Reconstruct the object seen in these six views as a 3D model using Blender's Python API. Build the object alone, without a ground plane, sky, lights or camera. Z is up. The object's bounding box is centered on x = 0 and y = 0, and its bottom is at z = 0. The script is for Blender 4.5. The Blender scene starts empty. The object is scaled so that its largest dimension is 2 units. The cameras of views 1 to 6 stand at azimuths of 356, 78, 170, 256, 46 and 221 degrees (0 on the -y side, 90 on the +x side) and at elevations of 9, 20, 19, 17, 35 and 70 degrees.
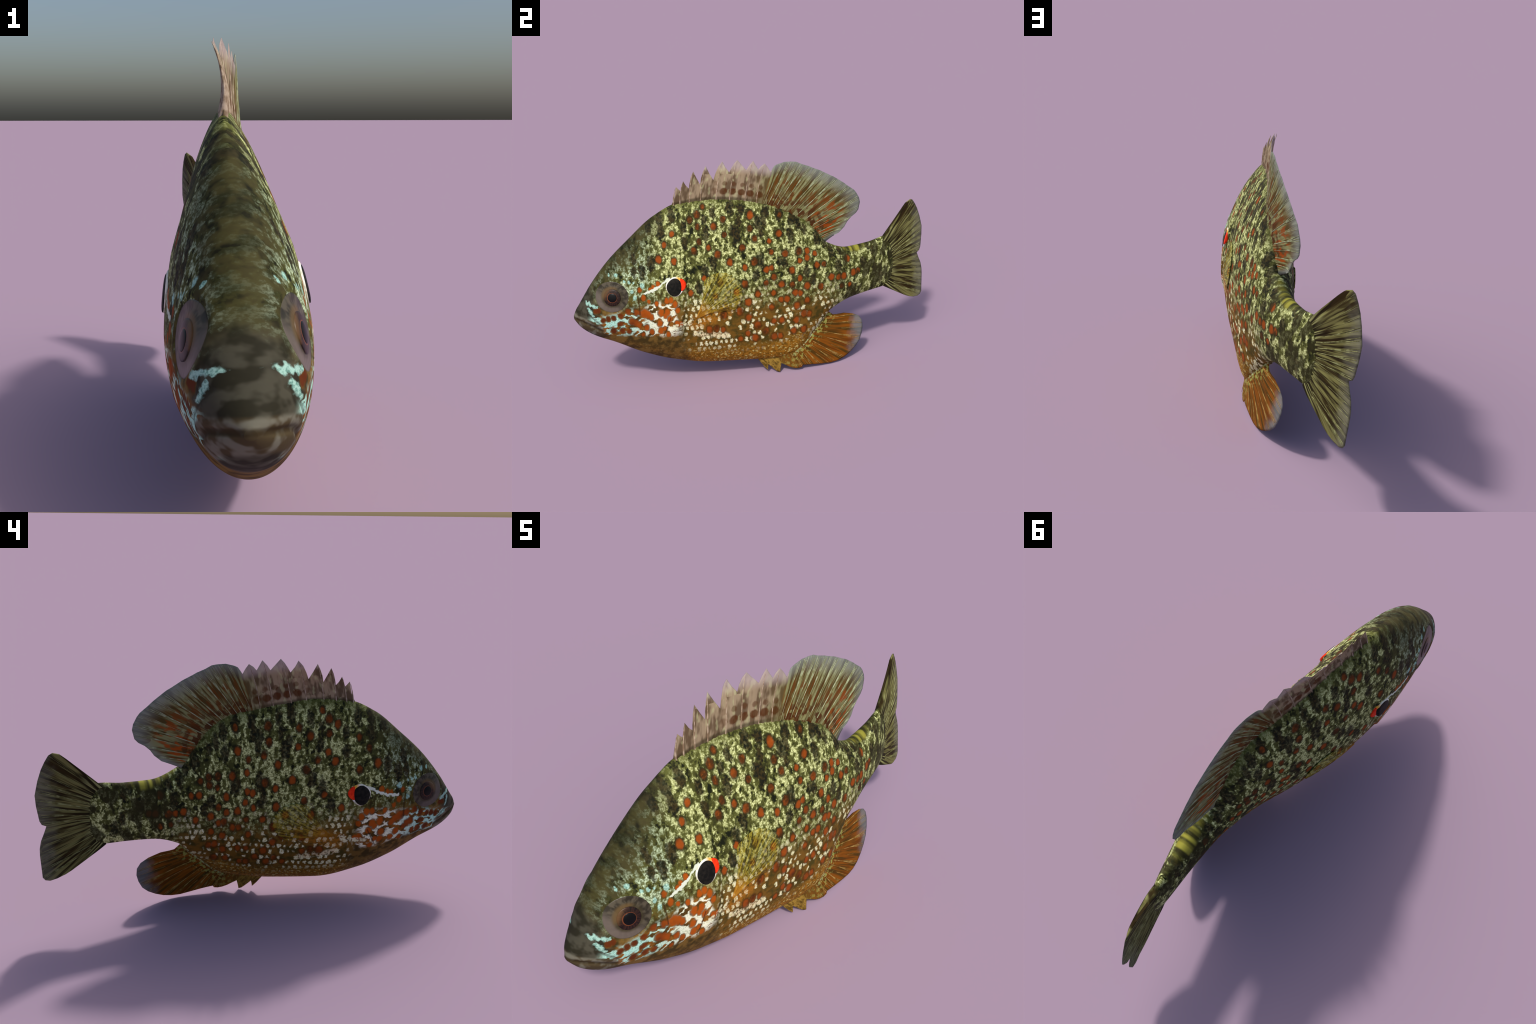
import bpy, math
import numpy as np

# =====================================================================
#  A pumpkin-coloured sunfish, built on a bent, leaning mid-plane.
#  (y, z) are measured on that mid-plane; the flanks stand off it by a
#  half width along its normal.
# =====================================================================
rng = np.random.default_rng(7)

# ---------------------------------------------------------------- shape
def spline(xk, yk, x):
    """monotone cubic through the knots"""
    xk = np.asarray(xk, float); yk = np.asarray(yk, float)
    x = np.clip(np.asarray(x, float), xk[0], xk[-1])
    h = np.diff(xk); d = np.diff(yk) / h
    m = np.zeros_like(yk)
    for i in range(1, len(xk) - 1):
        if d[i-1] * d[i] > 0:
            w1 = 2*h[i] + h[i-1]; w2 = h[i] + 2*h[i-1]
            m[i] = (w1 + w2) / (w1/d[i-1] + w2/d[i])
    m[0] = d[0]; m[-1] = d[-1]
    i = np.clip(np.searchsorted(xk, x) - 1, 0, len(h) - 1)
    t = (x - xk[i]) / h[i]
    return ((2*t**3 - 3*t**2 + 1)*yk[i] + (t**3 - 2*t**2 + t)*h[i]*m[i]
            + (-2*t**3 + 3*t**2)*yk[i+1] + (t**3 - t**2)*h[i]*m[i+1])

BACK = ([-1, -.985, -.97, -.9, -.8, -.68, -.55, -.42, -.25, -.1, .03, .12, .22, .3, .37, .5, .62, .74, .78],
        [.425, .456, .477, .579, .698, .806, .910, .968, .984, .968, .943, .918, .86, .771, .685, .638, .642, .658, .64])
BELLY = ([-1, -.985, -.97, -.9, -.8, -.65, -.5, -.3, -.06, .08, .17, .26, .32, .37, .5, .62, .74, .78],
         [.405, .381, .361, .307, .257, .176, .120, .081, .078, .088, .115, .192, .250, .303, .350, .361, .368, .385])
WIDTH = ([-1, -.985, -.97, -.9, -.8, -.65, -.5, -.3, -.06, .15, .37, .55, .74, .78],
         [.012, .036, .054, .1, .126, .154, .17, .165, .143, .108, .08, .055, .025, .012])
BEND = ([-1, -.7, -.4, -.1, .15, .37, .55, .74, .85, 1.0],
        [-.006, -.007, -.003, .024, .055, .033, -.003, -.052, -.091, -.153])
LEAN = ([-1, -.7, -.4, -.15, .05, .2, .4, .55, .74, 1.0],
        [-.009, -.06, -.075, -.09, -.092, -.1, -.09, -.077, -.065, -.1])
WIDEST = ([-1, -.7, -.3, .1, .4, .74], [.48, .445, .40, .49, .55, .45])
UPPER = ([-1, -.7, -.5, -.3, .1, .4, .74], [.45, .5, .68, .74, .68, .54, .5])
ROUND = ([-1, -.7, -.45, -.25, .1, .35, .74], [1.9, 1.42, 1.42, 1.6, 1.65, 1.9, 2])
# the inner side of the bend is fuller, the outer side flatter
SHIFT = ([-1, -.75, -.55, -.4, -.1, .15, .22, .3, .4, .55, .74, .8], [0, 0, -.004, -.005, -.011, -.026, -.024, -.016, -.006, -.004, -.002, 0])
LOWER = ([-1, -.7, -.3, -.05, .1, .25, .4, .74], [.46, .5, .52, .57, .63, .63, .42, .4])


def midplane_x(y, z):
    k = .12 * np.clip((y + .3)/.35, 0, 1) * np.clip((.75 - y)/.15, 0, 1)
    return spline(*BEND, y) + spline(*LEAN, y)*(z - .55) + k*np.maximum(0, .29 - z)


def midplane_normal(y, z):
    e = 4e-3
    sy = (midplane_x(y + e, z) - midplane_x(y - e, z)) / (2*e)
    sz = (midplane_x(y, z + e) - midplane_x(y, z - e)) / (2*e)
    n = np.stack([np.ones_like(sy), -sy, -sz], -1)
    return n / np.linalg.norm(n, axis=-1, keepdims=True)


def gill_edge(z):
    """y of the rear edge of the gill cover"""
    return -.425 - .75*(z - .56)**2 - .12*np.maximum(0, .45 - z)


def segment_distance(y, z, a, b):
    ay, az = a; by, bz = b
    l2 = (by - ay)**2 + (bz - az)**2
    t = np.clip(((y - ay)*(by - ay) + (z - az)*(bz - az))/l2, 0, 1)
    return np.hypot(y - ay - t*(by - ay), z - az - t*(bz - az))


def half_width(y, z, want_profile=False):
    zt = spline(*BACK, y); zb = spline(*BELLY, y)
    zm = zb + spline(*WIDEST, y)*(zt - zb)
    up = z > zm
    t = np.where(up, (z - zm)/np.maximum(zt - zm, 1e-5), (zm - z)/np.maximum(zm - zb, 1e-5))
    prof = np.maximum(1 - np.clip(t, 0, 1)**np.where(up, spline(*ROUND, y), 2.0), 0) ** np.where(up, spline(*UPPER, y), spline(*LOWER, y))
    if want_profile:
        return prof
    w = spline(*WIDTH, y)*prof
    # relief: gill-cover edge, preopercle fold, mouth slit, jaw bone, socket of the eye
    fade = np.clip(prof*1.6 - .3, 0, 1)
    g = y - gill_edge(z)
    in_gill = np.clip((z - .27)/.06, 0, 1)*np.clip((.74 - z)/.08, 0, 1)
    w = w + fade*in_gill*.007*np.where(g < 0, np.exp(-(g/.07)**2), np.exp(-(g/.007)**2))
    w = w - fade*.004*np.exp(-(segment_distance(y, z, (-.667, .53), (-.655, .36))/.007)**2)
    w = w - fade*.003*np.exp(-(segment_distance(y, z, (-.50, .40), (-.545, .305))/.006)**2)
    mouth = np.minimum(segment_distance(y, z, (-1.0, .42), (-.93, .40)),
                       segment_distance(y, z, (-.93, .40), (-.862, .357)))
    w = w - .008*np.exp(-(mouth/.008)**2)*np.clip((y + 1.0)/.02, 0, 1)
    jaw = np.minimum(segment_distance(y, z, (-.935, .478), (-.903, .432)),
                     segment_distance(y, z, (-.903, .432), (-.856, .382)))
    w = w - .0035*np.exp(-(jaw/.007)**2)
    er = np.hypot((y + .797)/.083, (z - .540)/.079)
    w = w + .004*np.exp(-((er - 1.12)/.12)**2) - .004*np.clip(1.05 - er, 0, .3)/.3
    return np.maximum(w, 0)


def flank(y, z, side, off=0.0):
    y = np.asarray(y, float); z = np.asarray(z, float)
    base = np.stack([midplane_x(y, z), y, z], -1)
    low_part = np.clip((z - .12)/.22, .6, 1)
    push = side*(half_width(y, z) + off) + spline(*SHIFT, y)*half_width(y, z, True)*low_part
    return base + push[..., None]*midplane_normal(y, z)


def on_sheet(y, z, off=0.0):
    y = np.asarray(y, float); z = np.asarray(z, float)
    base = np.stack([midplane_x(y, z), y, z], -1)
    return base + (np.asarray(off)*np.ones_like(y))[..., None]*midplane_normal(y, z)

# ---------------------------------------------------------------- nodes
class Graph:
    """small helper that writes shader maths as expressions"""
    def __init__(self, name):
        self.mat = bpy.data.materials.new(name)
        self.mat.use_nodes = True
        self.t = self.mat.node_tree
        self.t.nodes.clear()
        self.out = self.t.nodes.new('ShaderNodeOutputMaterial')

    def node(self, kind, **kw):
        n = self.t.nodes.new(kind)
        for k, v in kw.items():
            setattr(n, k, v)
        return n

    def link(self, a, sock):
        if isinstance(a, V):
            self.t.links.new(a.s, sock)
        elif isinstance(a, (tuple, list)) and sock.type == 'RGBA' and len(a) == 3:
            sock.default_value = (*a, 1)
        else:
            sock.default_value = a

    def math(self, op, a, b=None, c=None):
        n = self.node('ShaderNodeMath', operation=op)
        for i, v in enumerate((a, b, c)):
            if v is not None:
                self.link(v, n.inputs[i])
        return V(self, n.outputs[0])

    def vec(self, x, y, z=0.0):
        n = self.node('ShaderNodeCombineXYZ')
        for i, v in enumerate((x, y, z)):
            self.link(v, n.inputs[i])
        return V(self, n.outputs[0])

    def step(self, x, a, b, lo=0.0, hi=1.0):
        if a > b:
            a, b, lo, hi = b, a, hi, lo
        n = self.node('ShaderNodeMapRange', interpolation_type='SMOOTHSTEP')
        self.link(x, n.inputs['Value'])
        n.inputs['From Min'].default_value = a; n.inputs['From Max'].default_value = b
        n.inputs['To Min'].default_value = lo; n.inputs['To Max'].default_value = hi
        return V(self, n.outputs['Result'])

    def noise(self, v, scale, detail=2.0, rough=.65, color=False):
        n = self.node('ShaderNodeTexNoise', noise_dimensions='3D')
        self.link(v, n.inputs['Vector'])
        n.inputs['Scale'].default_value = scale
        n.inputs['Detail'].default_value = detail
        n.inputs['Roughness'].default_value = rough
        return V(self, n.outputs['Color' if color else 'Fac'])

    def white(self, v):
        n = self.node('ShaderNodeTexWhiteNoise', noise_dimensions='3D')
        self.link(v, n.inputs['Vector'])
        return V(self, n.outputs['Value'])

    def mix(self, f, a, b):
        n = self.node('ShaderNodeMix', data_type='RGBA', clamp_factor=True)
        self.link(f, n.inputs[0]); self.link(a, n.inputs[6]); self.link(b, n.inputs[7])
        return V(self, n.outputs[2])

    def xyz(self):
        tc = self.node('ShaderNodeTexCoord')
        s = self.node('ShaderNodeSeparateXYZ')
        self.t.links.new(tc.outputs['Object'], s.inputs[0])
        return V(self, tc.outputs['Object']), V(self, s.outputs[0]), V(self, s.outputs[1]), V(self, s.outputs[2])

    def poly(self, x, coeffs):
        r = coeffs[0]
        for c in coeffs[1:]:
            r = self.math('MULTIPLY_ADD', r if isinstance(r, V) else float(r), x, float(c))
        return r

    def spots(self, p, centres, default_r, aspect=.8, tall=1.0):
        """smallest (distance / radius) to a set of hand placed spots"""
        best = None
        for i, c in enumerate(centres):
            r = c[2] if len(c) > 2 else default_r*(.82 + .36*((i*0.618) % 1))
            n = self.node('ShaderNodeVectorMath', operation='DISTANCE')
            self.link(p, n.inputs[0]); n.inputs[1].default_value = (c[0]/aspect, c[1]/tall, 0)
            d = V(self, n.outputs['Value'])*(1.0/r)
            best = d if best is None else self.math('MINIMUM', best, d)
        return best

    def strip(self, y, z, a, b):
        """distance to a straight line mark"""
        ay, az = a; by, bz = b
        dy, dz = by - ay, bz - az
        l2 = dy*dy + dz*dz
        n = self.node('ShaderNodeMath', operation='MULTIPLY_ADD', use_clamp=True)
        t0 = (y - ay)*(dy/l2)
        self.link(z - az, n.inputs[0]); n.inputs[1].default_value = dz/l2; self.link(t0, n.inputs[2])
        t = V(self, n.outputs[0])
        qy = y - ay - t*dy; qz = z - az - t*dz
        return self.math('SQRT', qy*qy + qz*qz)

    def finish(self, color, rough=.55, spec=.08, bump=None, bump_strength=.3, bump_dist=.004, translucent=0.0, coat=0.0):
        b = self.node('ShaderNodeBsdfPrincipled')
        self.link(color, b.inputs['Base Color'])
        self.link(rough, b.inputs['Roughness'])
        b.inputs['Specular IOR Level'].default_value = spec
        b.inputs['Coat Weight'].default_value = coat
        b.inputs['Coat Roughness'].default_value = .15
        if bump is not None:
            n = self.node('ShaderNodeBump')
            n.inputs['Strength'].default_value = bump_strength
            n.inputs['Distance'].default_value = bump_dist
            self.link(bump, n.inputs['Height'])
            self.t.links.new(n.outputs[0], b.inputs['Normal'])
        surf = b.outputs[0]
        if translucent > 0:
            tr = self.node('ShaderNodeBsdfTranslucent')
            self.link(color, tr.inputs['Color'])
            m = self.node('ShaderNodeMixShader')
            m.inputs[0].default_value = translucent
            self.t.links.new(surf, m.inputs[1]); self.t.links.new(tr.outputs[0], m.inputs[2])
            surf = m.outputs[0]
        self.t.links.new(surf, self.out.inputs['Surface'])
        return self.mat


class V:
    def __init__(self, g, s): self.g = g; self.s = s
    def __add__(self, o): return self.g.math('ADD', self, o)
    __radd__ = __add__
    def __sub__(self, o): return self.g.math('SUBTRACT', self, o)
    def __rsub__(self, o): return self.g.math('SUBTRACT', o, self)
    def __mul__(self, o): return self.g.math('MULTIPLY', self, o)
    __rmul__ = __mul__
    def __truediv__(self, o): return self.g.math('DIVIDE', self, o)


GAIN = 1.0
def col(r, g, b, gain=None):
    f = lambda c: (c/255/12.92) if c/255 <= .04045 else ((c/255 + .055)/1.055)**2.4
    k = GAIN if gain is None else gain
    return tuple(min(1.0, f(c)*k) for c in (r, g, b))

# markings, as (y, z[, radius]) on the mid-plane ----------------------
ORANGE = [(-.287,.941),(-.357,.882),(-.317,.846),(-.317,.905),(-.182,.872),(-.178,.796),(-.233,.839),(-.314,.77),(-.04,.882),(-.046,.816),(.111,.87),(.1,.776),(-.024,.762),(.049,.742),(-.344,.727),(-.267,.737),(-.219,.698),(-.089,.721),(.056,.686),(.126,.669),(-.501,.773),(-.539,.706),(-.455,.687),(-.456,.822),(.197,.67),(.241,.665),(.282,.647),(-.157,.653),(-.081,.617),(-.032,.644),(.027,.595),(.052,.602),(.155,.574),(.194,.525),(.199,.619),(.238,.63),(-.214,.558),(-.087,.532),(.062,.551),(.022,.526),(.099,.508),(.153,.499),(.231,.48),(.306,.462),(-.301,.584),(-.13,.495),(-.024,.471),(.055,.467),(.166,.452),(.192,.444),(-.075,.433),(.122,.423),(.092,.425),(.172,.377),(.228,.397),(-.122,.389),(-.077,.348),(.042,.388),(.209,.325),(.236,.318),(.05,.309),(.166,.295),(.091,.308),(-.035,.299),(.005,.258),(-.087,.256),(.204,.237),(.149,.238),(-.128,.229),(.046,.22),(.078,.22),(-.052,.227),(.289,.583),(.327,.582),(.365,.505),(.405,.497),(.436,.495),(.469,.584),(.527,.507),(.497,.504),(.474,.436),(.425,.443),(-.246,.489),(-.378,.517),(-.291,.305),(-.253,.306),(-.217,.296),(-.208,.379)]
DARK = [(-.282,.875),(-.277,.805),(-.233,.913),(-.144,.931),(-.087,.915),(-.1,.853),(-.004,.838),(-.136,.814),(-.121,.788),(.037,.894),(.026,.853),(.169,.846),(.202,.811),(.235,.78),(.108,.879),(.007,.795),(.159,.763),(-.395,.773),(-.392,.848),(-.453,.907),(-.245,.653),(-.289,.613),(-.332,.543),(-.027,.571),(-.004,.645),(.115,.623),(.097,.63),(.231,.555),(.264,.511),(.302,.727),(.375,.642),(.429,.631),(.409,.557),(.608,.632),(.632,.602),(.566,.55),(.642,.495),(.678,.445),(.348,.698),(-.669,.718),(-.636,.655),(-.677,.654),(-.583,.689),(-.516,.894),(-.58,.864),(-.513,.838)]
CHEEK = [(-.886,.472,.0115),(-.87,.475,.0115),(-.852,.421,.0129),(-.826,.427,.0129),(-.8,.43,.0115),(-.764,.44,.0129),(-.766,.396,.0115),(-.777,.393,.0086),(-.71,.404,.0158),(-.691,.395,.0166),(-.675,.381,.0129),(-.638,.363,.0149),(-.645,.443,.0215),(-.625,.434,.0172),(-.608,.416,.0143),(-.726,.462,.0143),(-.685,.454,.0143),(-.668,.45,.01),(-.615,.502,.01),(-.572,.486,.0109),(-.641,.525,.0129),(-.552,.436,.0166),(-.518,.432,.0158),(-.529,.416,.0129),(-.506,.395,.0143),(-.564,.377,.0158),(-.561,.336,.0158),(-.538,.344,.0115),(-.613,.334,.0138),(-.761,.353,.0149),(-.729,.348,.0121),(-.805,.355,.0149),(-.661,.323,.0109),(-.515,.494,.0138),(-.491,.494,.0138),(-.469,.47,.0149),(-.457,.437,.0138),(-.466,.364,.0143),(-.446,.36,.0129),(-.521,.308,.0129),(-.582,.572,.0109),(-.556,.586,.0121),(-.6,.564,.0092),(-.658,.566,.0109)]
CYAN = [(-.801,.646,.0072),(-.767,.645,.0109),(-.729,.613,.008),(-.708,.607,.0086),(-.688,.604,.0057),(-.642,.587,.0143),(-.696,.563,.01),(-.685,.53,.0115)]


def flat_coordinates(g):
    """object position -> (y, z) on the mid-plane, undoing bend and lean"""
    obj, x, y, z = g.xyz()
    ys = np.linspace(-1, 1, 121)
    ca = np.polyfit(ys, spline(*BEND, ys), 7)
    cb = np.polyfit(ys, spline(*LEAN, ys), 5)
    a = g.poly(y, ca); b = g.poly(y, cb); s = g.poly(y, np.polyder(ca))
    d = x - a - b*(z - .55)
    k = g.step(y, -.7, -.45)*.09
    k2 = g.step(y, -.7, -.45)*(-.05)
    Y = y + d*(s + k)
    Z = z + d*(b + k2)
    return obj, Y, Z, d


def skin_material(pectoral=None):
    g = Graph('spotted_fish_skin' if pectoral is None else 'pectoral_fin_membrane')
    obj, Y, Z, d = flat_coordinates(g)
    near = (lambda l: l) if pectoral is None else (lambda l: [c for c in l if -.43 < c[0] < .0 and .28 < c[1] < .66] or l[:1])
    side = g.math('SIGN', d)
    p3 = g.vec(Y, Z, d*.6)
    ys = np.linspace(-.97, .76, 120)
    zt = g.poly(Y, np.polyfit(ys, spline(*BACK, ys), 8))
    zb = g.poly(Y, np.polyfit(ys, spline(*BELLY, ys), 8))
    h = (Z - zb)/(zt - zb)

    grain = g.noise(p3, 150, 2, .6)
    fine = g.noise(p3, 80, 3, .6)
    mid = g.noise(p3, 26, 2, .55)
    broad = g.noise(p3, 8, 2, .5)
    warp = g.noise(p3, 60, 1, .5, color=True)
    ws = g.node('ShaderNodeSeparateColor'); g.link(warp, ws.inputs[0])
    wy = (V(g, ws.outputs[0]) - .5)*.022; wz = (V(g, ws.outputs[1]) - .5)*.022
    Yw = Y + wy; Zw = Z + wz

    # --- ground colour: dark olive above, brown-orange below
    up_dark = g.mix(g.step(mid, .38, .62), col(24, 28, 15), col(70, 72, 34))
    low_ground = g.mix(g.step(mid, .35, .65), col(70, 62, 24), col(116, 84, 30))
    belly_c = g.mix(g.step(fine, .35, .65), col(108, 76, 20), col(160, 112, 34))
    low = g.step(Z + (broad - .5)*.12 + (mid - .5)*.08 + Y*.08, .56, .36)*g.step(Y, .46, .34)
    belly = g.step(h + (mid - .5)*.06, .16, .07)
    belly = belly*g.step(Y, .34, .16)
    ground = g.mix(low, up_dark, low_ground)
    ground = g.mix(belly, ground, belly_c)

    # --- rows of scales: each one has a pale patch
    row = g.math('FLOOR', Zw*(1/.0345))
    shift = g.math('MODULO', row, 2.0)*.5
    cy = Yw*(1/.0275) + shift
    cell = g.vec(g.math('FLOOR', cy), row, 0.0)
    rnd = g.white(cell)
    fy = g.math('ABSOLUTE', g.math('FRACT', cy) - .5)
    fz = g.math('ABSOLUTE', g.math('FRACT', Zw*(1/.0345)) - .5)
    dist = g.math('MAXIMUM', fy*1.1, fz*.95)*.6 + g.math('SQRT', fy*fy*1.25 + fz*fz*.95)*.4
    dot = g.step(dist + (fine - .5)*.34 + (mid - .5)*.5 + rnd*.24, .47, .28)
    streak = g.noise(g.vec(Yw*1.5, Zw*.8, d*.5), 36, 2, .5)
    vbar = g.step(g.noise(g.vec(Y + (mid - .5)*.05, Z*.28, d*.3), 11, 1, .5), .48, .62)*g.step(Z, .42, .56)
    up_pale = g.step(streak*.6 + fine*.4 - g.step(dist, .2, .55)*.05 - (broad - .5)*.10 - vbar*.045, .445, .53)
    half_pale = g.step(streak*.6 + fine*.4 - (broad - .5)*.10 - vbar*.055, .39, .47)
    grey_nape = g.step(Y + (Z - .8)*.3, -.42, -.70)*g.step(Z, .62, .80)
    up_pale = up_pale*(1.0 - grey_nape*.55)
    up_pale = up_pale*g.step(h, 1.0, .93, .25, 1.0)
    half_pale = half_pale*(1.0 - grey_nape*.6)
    pale_c_up = g.mix(g.step(grain, .35, .68), col(132, 138, 78), col(224, 232, 166))
    pale_c_low = g.mix(g.step(grain, .35, .65), col(190, 182, 120), col(240, 242, 206))
    pale_c_up = g.mix(g.step(Y, -.50, -.64)*.75, pale_c_up, g.mix(g.step(grain, .38, .66), col(96, 112, 90), col(196, 222, 192)))
    c = g.mix(half_pale*(1.0 - low), ground, col(88, 92, 44))
    c = g.mix(up_pale*(1.0 - low), c, pale_c_up)
    speck = g.step(rnd + (broad - .5)*1.6, .72, .60)
    c = g.mix(dot*low*(1.0 - belly)*speck*g.step(Y, -.47, -.40), c, pale_c_low)
    gold = g.step(g.strip(Yw, Zw, (-.36, .35), (-.20, .395)), .060, .018)
    c = g.mix(gold*.55*g.step(fine, .30, .60), c, col(182, 116, 30))
    # light specks of the belly
    bs = g.step(g.noise(g.vec(Y*.9, Z*1.2, d*.8), 85, 1, .4), .60, .68)
    c = g.mix(bs*belly*.6, c, col(226, 220, 140))
    # whitish band above the breast
    band = g.step(g.strip(Yw, Zw, (-.37, .292), (-.20, .262)), .022, .008)
    c = g.mix(band*g.step(fine, .42, .58)*.85, c, col(232, 220, 176))

    # --- dark blotches and orange spots
    pw = g.vec((Y + wy*.5)*(1/.8), Z + wz*.5, 0.0)
    fd = g.spots(g.vec(Yw*(1/.75), Zw*(1/1.5), 0.0), near(DARK), .0225, .75, 1.5)
    c = g.mix(g.step(fd + (fine - .5)*.9 + (mid - .5)*1.3, 1.5, .75)*.9, c, g.mix(g.step(fine, .4, .6), col(24, 27, 18), col(56, 46, 24)))
    fo = g.spots(pw, near(ORANGE), .0168)
    halo = g.step(fo + (fine - .5)*.5, 1.85, 1.1)
    c = g.mix(halo*.9, c, g.mix(low, col(38, 36, 18), col(80, 50, 14)))
    tone = g.noise(p3, 11, 1, .5)
    orange = g.mix(g.step(tone + g.step(Z, .85, .45)*.12, .42, .62), col(72, 42, 16), col(146, 70, 20))
    orange = g.mix(g.step(fine, .45, .75)*.5, orange, col(168, 88, 26))
    c = g.mix(g.step(fo + (fine - .5)*.45, 1.3, .6)*.95, c, orange)

    # --- stalk of the tail: slanting dark bars, greenish yellow back
    stalk = g.step(Y, .36, .46)
    bars = g.noise(g.vec(Y*1.6 - Z*.6, Z*.7, d*.5), 15, 2, .5)
    c = g.mix(stalk*g.step(bars, .46, .56)*.88, c, col(46, 44, 22))
    backbar = g.noise(g.vec(Y*1.8, 0.0, 0.0), 19, 1, .4)
    saddle = g.step(h, .93, 1.0)*g.step(Y, .36, .40)*g.step(Y, .62, .54)*.8
    c = g.mix(saddle, c, g.mix(g.step(backbar, .40, .60), col(50, 48, 22), col(160, 156, 62)))

    # --- head
    head = g.step(Y + (Z - .56)*.12, -.43, -.50)
    crown = head*g.step(h + (mid - .5)*.25 - (Y + .6)*.45, .80, 1.02)*.78
    crown_c = g.mix(g.step(mid, .38, .62), col(30, 29, 17), col(60, 54, 32))
    c = g.mix(crown, c, crown_c)
    snout = g.step(Y + (Z - .45)*.25 + (mid - .5)*.06, -.83, -.90)
    snout_c = g.mix(g.step(mid, .4, .62), col(42, 40, 29), col(70, 68, 56))
    c = g.mix(snout, c, snout_c)
    cheek = g.step(Y + (mid - .5)*.06, -.445, -.475)*g.step(Y, -.945, -.90)
    cheek = cheek*g.step(Z + (mid - .5)*.03 - (Y + .6)*.16, .50, .465)*g.step(Z + (mid - .5)*.04 + (Y + .6)*.10, .298, .325)
    cheek_c = g.mix(g.step(Y, -.78, -.55), col(176, 226, 210), col(236, 240, 214))
    cheek_c = g.mix(g.step(grain, .30, .52), g.mix(g.step(Y, -.78, -.55), col(120, 168, 150), col(186, 196, 160)), cheek_c)
    c = g.mix(head*g.step(Z, .50, .46)*.8*g.step(Y, -.90, -.84), c, g.mix(g.step(mid, .4, .6), col(66, 52, 24), col(112, 88, 42)))
    wavy = g.noise(g.vec(Yw*.75 + Zw*.25, Zw*1.5 - Yw*.25, d*.4), 21, 1, .4)
    line = g.step(g.math('ABSOLUTE', wavy - .5), .115, .05)
    c = g.mix(cheek*.85, c, g.mix(g.step(mid, .4, .6), col(80, 60, 24), col(136, 86, 28)))
    c = g.mix(cheek*line, c, cheek_c)
    fck = g.spots(pw, [(a, b, r*1.2) for a, b, r in near(CHEEK)], .013)
    c = g.mix(g.step(fck + (fine - .5)*.5, 1.5, 1.05)*.9, c, g.mix(g.step(mid, .4, .6), col(70, 52, 20), col(112, 78, 26)))
    c = g.mix(g.step(fck + (fine - .5)*.4, 1.2, .65), c, g.mix(g.step(Y + (mid - .5)*.2, -.82, -.55), col(92, 44, 16), col(164, 80, 18)))
    fcy = g.spots(pw, near(CYAN), .01)
    c = g.mix(g.step(fcy + (fine - .5)*1.2, 1.3, .7)*.75, c, g.mix(g.step(grain, .3, .6), col(104, 156, 142), col(180, 226, 210)))
    nose = g.math('MINIMUM', g.strip(Yw, Zw, (-.926, .510), (-.878, .490)), g.strip(Yw, Zw, (-.922, .482), (-.904, .450)))
    nose = g.math('MINIMUM', nose, g.strip(Yw, Zw, (-.896, .422), (-.866, .406)))
    c = g.mix(g.step(nose + (fine - .5)*.014, .010, .004)*.75, c, g.mix(g.step(grain, .3, .6), col(104, 156, 142), col(180, 226, 210)))
    # white line that runs back to the ear flap
    wl = g.math('MINIMUM', g.strip(Yw, Zw, (-.636, .546), (-.577, .558)), g.strip(Yw, Zw, (-.577, .558), (-.488, .607)))
    c = g.mix(g.step(wl + (fine - .5)*.012, .0075, .004), c, col(216, 226, 206))
    # lips and mouth
    lips = g.step(g.math('MINIMUM', g.strip(Y, Z, (-1.0, .41), (-.93, .39)), g.strip(Y, Z, (-.93, .39), (-.866, .350))), .040, .028)
    c = g.mix(lips*g.step(Y, -.84, -.875), c, g.mix(g.step(mid, .42, .6), col(72, 62, 42), col(108, 106, 92)))
    slit = g.math('MINIMUM', g.strip(Y, Z, (-1.0, .42), (-.93, .40)), g.strip(Y, Z, (-.93, .40), (-.862, .357)))
    c = g.mix(g.step(slit, .010, .003)*.6, c, col(40, 30, 14))
    jaw = g.math('MINIMUM', g.strip(Y, Z, (-.935, .478), (-.903, .432)), g.strip(Y, Z, (-.903, .432), (-.856, .382)))
    c = g.mix(g.step(jaw, .007, .002)*.6, c, col(52, 50, 38))
    throat = g.step(Z - zb, .055, .035)*g.step(Y, -.88, -.80)*g.step(Y, -.46, -.56)
    c = g.mix(throat, c, g.mix(g.step(mid, .4, .6), col(74, 56, 22), col(120, 96, 44)))
    # seams of the gill cover
    seam = g.math('MINIMUM', g.strip(Y, Z, (-.50, .40), (-.545, .305)), g.strip(Y, Z, (-.667, .53), (-.667, .44)))
    c = g.mix(g.step(seam, .005, .0015)*.7, c, col(52, 36, 20))
    # pale curl behind the lower gill cover
    curl = g.math('MINIMUM', g.strip(Yw, Zw, (-.49, .345), (-.43, .352)), g.strip(Yw, Zw, (-.385, .375), (-.405, .345)))
    c = g.mix(g.step(curl, .016, .007)*g.step(fine, .40, .56)*.9, c, col(226, 226, 186))

    if pectoral is not None:
        ry = Y - pectoral[0]; rz = Z - pectoral[1]
        ang = g.math('ARCTAN2', rz, ry); rad = g.math('SQRT', ry*ry + rz*rz)
        ribs = g.noise(g.vec(ang, rad*.22, .1), 34, 2, .5)
        c = g.mix(.5, c, g.mix(g.step(ribs*.6 + fine*.4, .44, .56), col(66, 58, 14), col(170, 154, 48)))
        c = g.mix(g.step(rad, .14, .04)*.6, c, col(180, 116, 32))
        return g.finish(c, rough=.65, spec=.08, bump=ribs, bump_strength=.4, bump_dist=.003)
    bump = dist*-.3 + fine*.5 + grain*.25
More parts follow.
